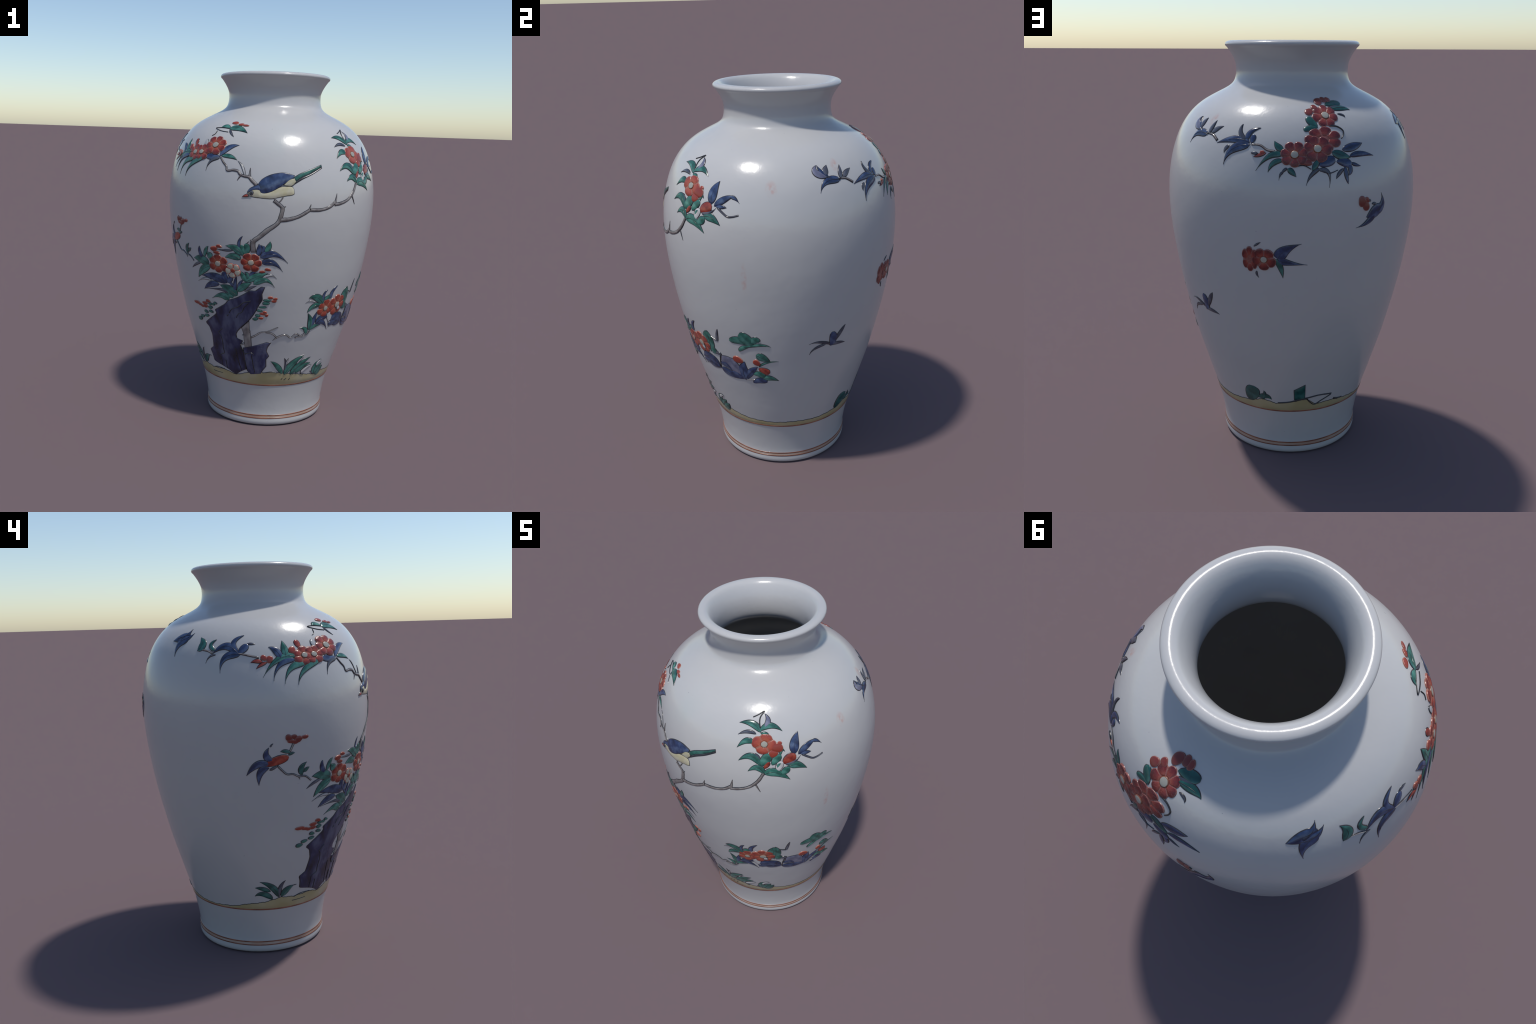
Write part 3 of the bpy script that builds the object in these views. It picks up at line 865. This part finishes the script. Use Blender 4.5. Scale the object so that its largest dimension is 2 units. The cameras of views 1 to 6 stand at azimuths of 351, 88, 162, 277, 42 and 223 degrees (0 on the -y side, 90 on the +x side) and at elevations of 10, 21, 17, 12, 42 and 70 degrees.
dot("bud", "red", (48.2, 1.574), 0.0119, 0.0080)
leaf("green", "L", 0.037, (38.4, 1.470), (34.3, 1.514), (28.0, 1.488))
leaf("slate", "L", 0.014, (38.5, 1.499), (36.8, 1.520), (34.7, 1.529))
leaf("green", "O", 0.048, (38.8, 1.470), (41.1, 1.500), (43.2, 1.522))
leaf("red", "O", 0.026, (40.3, 1.453), (41.6, 1.471), (42.6, 1.487))
leaf("green", "L", 0.034, (40.1, 1.425), (37.1, 1.456), (32.5, 1.434))
leaf("green", "O", 0.037, (44.2, 1.471), (46.1, 1.497), (48.6, 1.516))
leaf("pale", "O", 0.037, (47.3, 1.436), (47.4, 1.460), (49.3, 1.481))
leaf("green", "L", 0.020, (46.5, 1.453), (47.4, 1.470), (49.1, 1.475))
stem("black", 0.0042, 0.0030, (46.1, 1.470), (46.8, 1.452))
leaf("green", "L", 0.017, (48.3, 1.518), (48.9, 1.541), (50.5, 1.531))
leaf("red", "O", 0.051, (49.7, 1.474), (52.3, 1.492), (55.8, 1.505))
leaf("slate", "T", 0.021, (50.7, 1.469), (54.7, 1.475), (58.1, 1.500))
leaf("green", "L", 0.046, (40.8, 1.419), (45.5, 1.427), (52.3, 1.377))
leaf("green", "O", 0.037, (48.7, 1.413), (50.2, 1.432), (52.5, 1.444))
leaf("green", "L", 0.039, (52.0, 1.454), (55.7, 1.455), (60.7, 1.425))
leaf("blue", "L", 0.046, (55.4, 1.519), (55.5, 1.564), (58.0, 1.613))
leaf("blue", "L", 0.031, (57.4, 1.510), (61.6, 1.539), (66.7, 1.560))
leaf("blue", "T", 0.018, (65.2, 1.554), (67.3, 1.548), (69.5, 1.529))
leaf("blue", "L", 0.019, (58.3, 1.506), (60.9, 1.508), (63.4, 1.506))
stem("slate", 0.0113, 0.0078, (58.9, 1.502), (61.6, 1.483), (64.4, 1.468), (66.4, 1.470), (69.4, 1.479))
STACK["n"] = 0
# upleft2
flower("red", 6, 10, (-58.1, 1.561), 0.058, 0.046)
flower("red", 6, 40, (-52.8, 1.563), 0.058, 0.044)
flower("red", 7, 0, (-43.8, 1.601), 0.066, 0.053)
leaf("red", "O", 0.030, (-60.0, 1.596), (-60.6, 1.613), (-61.6, 1.630))
dot("bud", "red", (-64.1, 1.586), 0.0159, 0.0189)
dot("bud", "pale", (-51.6, 1.613), 0.0148, 0.0179)
leaf("green", "L", 0.034, (-67.7, 1.562), (-67.9, 1.592), (-68.5, 1.629))
leaf("blue", "L", 0.034, (-70.3, 1.551), (-72.0, 1.583), (-75.7, 1.603))
leaf("green", "T", 0.034, (-63.4, 1.558), (-71.9, 1.544), (-79.0, 1.468))
leaf("blue", "T", 0.028, (-64.0, 1.540), (-70.9, 1.522), (-74.2, 1.451))
leaf("green", "T", 0.032, (-59.3, 1.520), (-65.7, 1.506), (-69.2, 1.436))
leaf("green", "T", 0.031, (-50.1, 1.535), (-59.0, 1.497), (-62.8, 1.430))
leaf("slate", "T", 0.023, (-39.6, 1.536), (-44.5, 1.521), (-46.8, 1.468))
leaf("blue", "L", 0.032, (-48.4, 1.543), (-44.2, 1.542), (-38.9, 1.546))
dot("bud", "red", (-78.3, 1.555), 0.0159, 0.0130)
dot("bud", "red", (-75.6, 1.548), 0.0166, 0.0160)
leaf("red", "L", 0.017, (-77.1, 1.534), (-79.6, 1.525), (-82.0, 1.507))
leaf("red", "L", 0.021, (-79.2, 1.536), (-81.7, 1.542), (-84.5, 1.535))
stem("gray", 0.0075, 0.0080, (-80.5, 1.555), (-84.1, 1.564), (-86.7, 1.570))
STACK["n"] = 0
# sprigback
stem("gray", 0.0080, 0.0086, (-80.6, 1.558), (-86.4, 1.570), (-90.5, 1.578))
leaf("blue", "L", 0.038, (-90.8, 1.579), (-96.4, 1.611), (-103.2, 1.578))
leaf("blue", "T", 0.037, (-89.8, 1.572), (-96.6, 1.559), (-98.6, 1.491))
leaf("blue", "B", 0.026, (-91.0, 1.590), (-92.8, 1.627), (-87.7, 1.657))
leaf("blue", "O", 0.035, (-90.2, 1.580), (-87.9, 1.597), (-85.8, 1.617))
leaf("slate", "L", 0.012, (-86.1, 1.618), (-84.0, 1.619), (-82.0, 1.616))
leaf("slate", "T", 0.010, (-101.7, 1.573), (-104.5, 1.565), (-106.1, 1.536))
stem("gray", 0.0087, 0.0076, (-102.9, 1.579), (-105.9, 1.591), (-109.1, 1.596))
leaf("teal", "B", 0.021, (-102.5, 1.595), (-104.7, 1.618), (-102.1, 1.641))
leaf("teal", "L", 0.038, (-111.5, 1.595), (-109.4, 1.622), (-111.8, 1.652))
leaf("blue", "L", 0.046, (-120.3, 1.664), (-125.9, 1.651), (-131.5, 1.638))
leaf("blue", "T", 0.037, (-125.6, 1.644), (-122.1, 1.662), (-120.1, 1.691))
leaf("blue", "T", 0.035, (-125.7, 1.638), (-120.7, 1.649), (-117.2, 1.673))
leaf("blue", "T", 0.045, (-120.1, 1.647), (-125.1, 1.623), (-125.9, 1.566))
STACK["n"] = 0
# leftsprig
dot("bud", "brick", (-68.3, 1.191), 0.0175, 0.0141)
dot("bud", "brick", (-65.8, 1.193), 0.0154, 0.0124)
dot("bud", "brick", (-63.6, 1.181), 0.0182, 0.0155)
dot("bud", "brick", (-60.5, 1.189), 0.0169, 0.0100)
dot("bud", "brick", (-66.9, 1.172), 0.0196, 0.0102)
dot("bud", "brick", (-65.0, 1.170), 0.0156, 0.0103)
stem("gray", 0.0122, 0.0093, (-65.9, 1.163), (-67.6, 1.124))
leaf("teal", "L", 0.019, (-67.6, 1.119), (-70.0, 1.127), (-72.1, 1.125))
leaf("teal", "L", 0.014, (-68.2, 1.107), (-66.7, 1.115), (-65.2, 1.116))
leaf("red", "O", 0.044, (-78.7, 1.064), (-73.7, 1.083), (-68.0, 1.098))
leaf("blue", "L", 0.032, (-75.8, 1.088), (-78.5, 1.108), (-77.3, 1.148))
leaf("slate", "B", 0.008, (-76.6, 1.151), (-76.1, 1.160), (-75.3, 1.166))
leaf("blue", "L", 0.035, (-77.7, 1.065), (-82.6, 1.067), (-87.8, 1.014))
leaf("blue", "L", 0.034, (-77.6, 1.047), (-81.2, 1.030), (-82.1, 0.964))
leaf("slate", "L", 0.014, (-76.9, 1.039), (-75.1, 1.048), (-73.0, 1.058))
stem("gray", 0.0099, 0.0087, (-73.4, 1.059), (-71.0, 1.033), (-68.6, 1.013), (-65.8, 1.012), (-62.9, 0.998), (-59.7, 0.997), (-56.1, 0.971))
stem("gray", 0.0071, 0.0018, (-62.9, 0.998), (-62.1, 0.981))
leaf("teal", "L", 0.031, (-61.0, 1.007), (-61.7, 1.037), (-59.0, 1.066))
leaf("teal", "L", 0.018, (-60.1, 1.018), (-59.0, 1.031), (-57.5, 1.039))
STACK["n"] = 0
# leftgrass
leaf("teal", "L", 0.033, (-70.0, 0.339), (-74.6, 0.397), (-83.2, 0.432), name="grass_blade")
leaf("teal", "L", 0.024, (-76.3, 0.373), (-81.4, 0.391), (-86.4, 0.397), name="grass_blade")
leaf("teal", "L", 0.032, (-74.7, 0.325), (-80.6, 0.358), (-86.9, 0.346), name="grass_blade")
leaf("slate", "L", 0.022, (-69.3, 0.336), (-68.9, 0.392), (-65.5, 0.431), name="grass_blade")
leaf("teal", "L", 0.036, (-67.2, 0.338), (-64.2, 0.373), (-59.1, 0.395), name="grass_blade")
stem("black", 0.0033, 0.0026, (-60.2, 0.394), (-57.1, 0.396))
stem("black", 0.0036, 0.0027, (-58.6, 0.299), (-53.5, 0.300), (-47.2, 0.303))
stem("black", 0.0030, 0.0023, (-57.8, 0.321), (-52.9, 0.334), (-44.1, 0.334))
STACK["n"] = 0
# backtop
flower("brick", 7, 0, (175.7, 1.604), 0.077, 0.056, button=False)
flower("brick", 6, 20, (172.6, 1.568), 0.059, 0.056)
flower("brick", 7, 40, (162.7, 1.546), 0.058, 0.054)
flower("brick", 7, 10, (178.8, 1.695), 0.056, 0.064)
dot("bud", "brick", (170.5, 1.709), 0.0165, 0.0210)
dot("bud", "brick", (173.9, 1.725), 0.0141, 0.0156)
dot("bud", "brick", (177.8, 1.747), 0.0185, 0.0266)
dot("bud", "brick", (-178.0, 1.753), 0.0162, 0.0190)
dot("bud", "brick", (-175.2, 1.752), 0.0130, 0.0183)
dot("bud", "brick", (168.0, 1.514), 0.0207, 0.0123)
leaf("teal", "O", 0.041, (-178.3, 1.733), (-172.9, 1.739), (-168.0, 1.738))
leaf("slate", "L", 0.016, (-177.2, 1.724), (-173.0, 1.727), (-169.5, 1.730))
leaf("teal", "L", 0.034, (-176.0, 1.717), (-169.5, 1.721), (-164.7, 1.712))
leaf("slate", "L", 0.011, (-173.6, 1.699), (-171.1, 1.695), (-170.3, 1.685))
leaf("teal", "O", 0.036, (173.4, 1.653), (171.0, 1.672), (169.6, 1.692))
leaf("teal", "O", 0.026, (173.5, 1.651), (170.0, 1.649), (167.0, 1.638))
stem("black", 0.0075, 0.0043, (179.9, 1.657), (184.0, 1.650), (186.1, 1.633), (185.8, 1.621), (184.3, 1.605))
leaf("blue", "L", 0.035, (-175.6, 1.562), (-170.3, 1.572), (-165.4, 1.583))
leaf("blue", "L", 0.024, (-172.4, 1.534), (-167.4, 1.541), (-160.5, 1.529))
leaf("teal", "L", 0.037, (179.4, 1.553), (183.2, 1.539), (187.4, 1.529))
leaf("blue", "O", 0.040, (173.3, 1.504), (176.8, 1.517), (180.1, 1.529))
leaf("blue", "O", 0.036, (-179.0, 1.515), (-175.6, 1.511), (-172.7, 1.497))
leaf("blue", "L", 0.015, (-172.4, 1.506), (-170.7, 1.499), (-168.1, 1.492))
leaf("blue", "L", 0.022, (-174.1, 1.502), (-173.3, 1.479), (-174.3, 1.457))
leaf("blue", "L", 0.019, (-175.8, 1.491), (-175.3, 1.455), (-174.7, 1.422))
leaf("slate", "L", 0.016, (-176.6, 1.485), (-178.6, 1.467), (-180.0, 1.446))
leaf("teal", "L", 0.024, (172.4, 1.522), (171.1, 1.498), (169.8, 1.484))
leaf("slate", "T", 0.018, (172.8, 1.488), (169.5, 1.464), (167.4, 1.423))
leaf("slate", "T", 0.019, (173.2, 1.484), (176.8, 1.472), (176.9, 1.412))
stem("black", 0.0052, 0.0041, (163.1, 1.500), (166.5, 1.504), (169.5, 1.489))
leaf("teal", "L", 0.024, (160.1, 1.490), (161.6, 1.478), (163.4, 1.458))
leaf("slate", "T", 0.012, (159.6, 1.491), (158.1, 1.481), (156.9, 1.458))
stem("slate", 0.0068, 0.0036, (173.2, 1.483), (177.3, 1.471), (181.0, 1.482))
STACK["n"] = 0
# backleft
leaf("teal", "L", 0.027, (157.8, 1.565), (155.6, 1.577), (153.9, 1.599))
leaf("teal", "T", 0.028, (157.1, 1.544), (152.1, 1.539), (146.6, 1.480))
leaf("teal", "L", 0.023, (157.8, 1.521), (154.1, 1.513), (151.8, 1.475))
leaf("slate", "T", 0.011, (158.0, 1.476), (156.9, 1.466), (156.4, 1.444))
leaf("red", "L", 0.017, (150.3, 1.551), (147.6, 1.542), (145.1, 1.534))
dot("bud", "red", (148.8, 1.555), 0.0106, 0.0058)
dot("knot", "slate", (145.5, 1.549), 0.0136, 0.0068)
stem("gray", 0.0099, 0.0089, (154.4, 1.559), (151.1, 1.563), (147.6, 1.581), (143.6, 1.583))
leaf("blue", "L", 0.033, (141.9, 1.590), (135.3, 1.600), (125.9, 1.579))
leaf("blue", "T", 0.041, (142.2, 1.580), (134.7, 1.557), (131.4, 1.495))
leaf("slate", "L", 0.016, (132.9, 1.572), (131.4, 1.561), (130.8, 1.542))
leaf("slate", "B", 0.021, (140.5, 1.600), (137.3, 1.626), (137.4, 1.659))
leaf("blue", "B", 0.023, (141.2, 1.603), (142.4, 1.631), (146.9, 1.647))
leaf("blue", "O", 0.026, (143.5, 1.589), (143.9, 1.605), (144.0, 1.621))
stem("gray", 0.0125, 0.0081, (125.7, 1.589), (121.8, 1.610), (119.1, 1.613))
stem("black", 0.0066, 0.0050, (118.9, 1.612), (114.8, 1.614), (110.1, 1.635))
leaf("blue", "T", 0.036, (117.7, 1.607), (110.9, 1.608), (107.0, 1.564))
leaf("slate", "L", 0.022, (119.3, 1.615), (119.8, 1.639), (120.9, 1.666))
leaf("slate", "L", 0.024, (121.2, 1.616), (123.2, 1.632), (126.9, 1.646))
leaf("lavender", "L", 0.033, (111.4, 1.628), (106.3, 1.648), (107.4, 1.675))
leaf("slate", "L", 0.029, (110.9, 1.633), (111.7, 1.652), (113.3, 1.672))
leaf("blue", "L", 0.021, (112.4, 1.629), (109.6, 1.645), (107.7, 1.675))
STACK["n"] = 0
# backmid
flower("brick", 6, 0, (144.0, 1.098), 0.036, 0.061, button=False)
flower("brick", 5, 15, (150.2, 1.101), 0.052, 0.051)
leaf("blue", "T", 0.052, (156.4, 1.109), (159.2, 1.146), (165.8, 1.175))
leaf("blue", "T", 0.033, (156.5, 1.100), (160.3, 1.089), (168.5, 1.078))
leaf("teal", "L", 0.026, (155.3, 1.100), (157.1, 1.068), (158.2, 1.015))
leaf("slate", "L", 0.009, (146.2, 1.159), (147.5, 1.169), (149.0, 1.178))
leaf("slate", "L", 0.010, (146.9, 1.043), (146.8, 1.029), (147.7, 1.012))
STACK["n"] = 0
# backright
dot("bud", "brick", (-168.2, 1.343), 0.0210, 0.0220)
dot("bud", "brick", (-165.8, 1.347), 0.0131, 0.0124)
dot("bud", "brick", (-166.3, 1.323), 0.0182, 0.0222)
dot("knot", "slate", (-164.5, 1.344), 0.0065, 0.0061)
leaf("blue", "T", 0.041, (-161.3, 1.291), (-157.5, 1.318), (-157.9, 1.370))
leaf("blue", "L", 0.052, (-158.3, 1.316), (-162.0, 1.289), (-166.0, 1.272))
leaf("blue", "T", 0.029, (-161.6, 1.287), (-165.2, 1.251), (-171.0, 1.230))
leaf("slate", "O", 0.012, (-163.1, 1.326), (-162.0, 1.328), (-160.4, 1.319))
STACK["n"] = 0
# twig
leaf("blue", "O", 0.042, (114.0, 0.790), (115.1, 0.824), (113.7, 0.869))
leaf("slate", "L", 0.023, (116.3, 0.812), (119.2, 0.860), (121.4, 0.893))
leaf("slate", "T", 0.017, (113.7, 0.798), (107.0, 0.822), (101.6, 0.816))
leaf("slate", "T", 0.016, (110.7, 0.802), (105.1, 0.787), (102.3, 0.753))
leaf("slate", "L", 0.019, (113.8, 0.792), (118.6, 0.792), (123.4, 0.782))
STACK["n"] = 0
# background
leaf("teal", "O", 0.073, (132.1, 0.308), (135.5, 0.358), (137.6, 0.400), name="grass_blade")
leaf("teal", "L", 0.020, (142.7, 0.327), (144.5, 0.358), (144.2, 0.382), name="grass_blade")
leaf("teal", "L", 0.032, (140.1, 0.335), (145.3, 0.349), (149.1, 0.330), name="grass_blade")
part("grass_blade", "teal", [(164.1, 0.397), (167.6, 0.413), (171.5, 0.430)], [(164.6, 0.335), (168.3, 0.337), (172.1, 0.343)])
stem("black", 0.0074, 0.0068, (153.5, 0.313), (162.5, 0.323), (168.7, 0.338), (173.7, 0.344), (181.3, 0.353), (191.4, 0.348))
stem("black", 0.0055, 0.0049, (172.9, 0.343), (176.4, 0.311), (178.9, 0.297), (184.1, 0.316), (191.1, 0.343))
stem("black", 0.0081, 0.0050, (-165.7, 0.311), (-162.0, 0.303), (-157.7, 0.300))

# bird perched on the branch
bird = part("bird", "cream", [(-15.3, 1.380), (-12.5, 1.378), (-9.2, 1.388), (-5.9, 1.405), (-2.8, 1.410), (0.3, 1.408), (1.2, 1.395)], [(-17.1, 1.347), (-13.0, 1.343), (-9.4, 1.343), (-5.8, 1.352), (-2.7, 1.359), (0.9, 1.367), (1.4, 1.371)])
part("wing", "blue", [(-17.0, 1.411), (-15.3, 1.437), (-11.9, 1.460), (-7.9, 1.473), (-3.6, 1.477), (-0.4, 1.470), (1.5, 1.464)], [(-15.6, 1.380), (-14.6, 1.369), (-12.2, 1.370), (-8.9, 1.385), (-5.9, 1.404), (-3.2, 1.424), (0.9, 1.451)], parent=bird)
part("rump", "cream", [(-4.4, 1.414), (-1.0, 1.445), (1.5, 1.450)], [(-3.1, 1.411), (0.0, 1.410), (2.3, 1.432)], parent=bird)
part("tail", "green", [(0.6, 1.453), (3.8, 1.473), (8.9, 1.493), (16.2, 1.521)], [(2.2, 1.434), (4.9, 1.453), (9.8, 1.475), (16.5, 1.510)], parent=bird)
part("tail_coverts", "black", [(2.3, 1.433), (4.9, 1.451), (9.8, 1.473), (16.5, 1.509)], [(1.2, 1.418), (5.4, 1.444), (10.4, 1.468), (16.5, 1.502)], parent=bird)
part("head", "cream", [(-21.8, 1.374), (-20.9, 1.387), (-18.8, 1.398), (-16.3, 1.402), (-14.9, 1.387)], [(-21.2, 1.355), (-20.4, 1.351), (-18.8, 1.348), (-17.0, 1.346), (-14.7, 1.345)], parent=bird)
part("crown", "blue", [(-21.9, 1.376), (-20.9, 1.391), (-19.1, 1.403), (-17.0, 1.412), (-15.0, 1.413)], [(-21.7, 1.368), (-20.2, 1.377), (-18.4, 1.383), (-16.2, 1.383), (-14.8, 1.381)], parent=bird)
part("beak", "red", [(-21.6, 1.366), (-23.0, 1.361), (-24.4, 1.349)], [(-21.0, 1.349), (-22.6, 1.347), (-24.3, 1.347)], parent=bird)
stem("gray", 0.0083, 0.0064, (-8.2, 1.348), (-8.1, 1.334), (-6.9, 1.323), name="leg", parent=bird)
stem("gray", 0.0070, 0.0057, (-4.1, 1.356), (-5.2, 1.337), (-6.2, 1.326), name="leg", parent=bird)
dot("eyering", "slate", (-19.7, 1.370), 0.0117, 0.0114, parent=bird)
dot("eye", "black", (-19.7, 1.370), 0.0055, 0.0054, parent=bird)
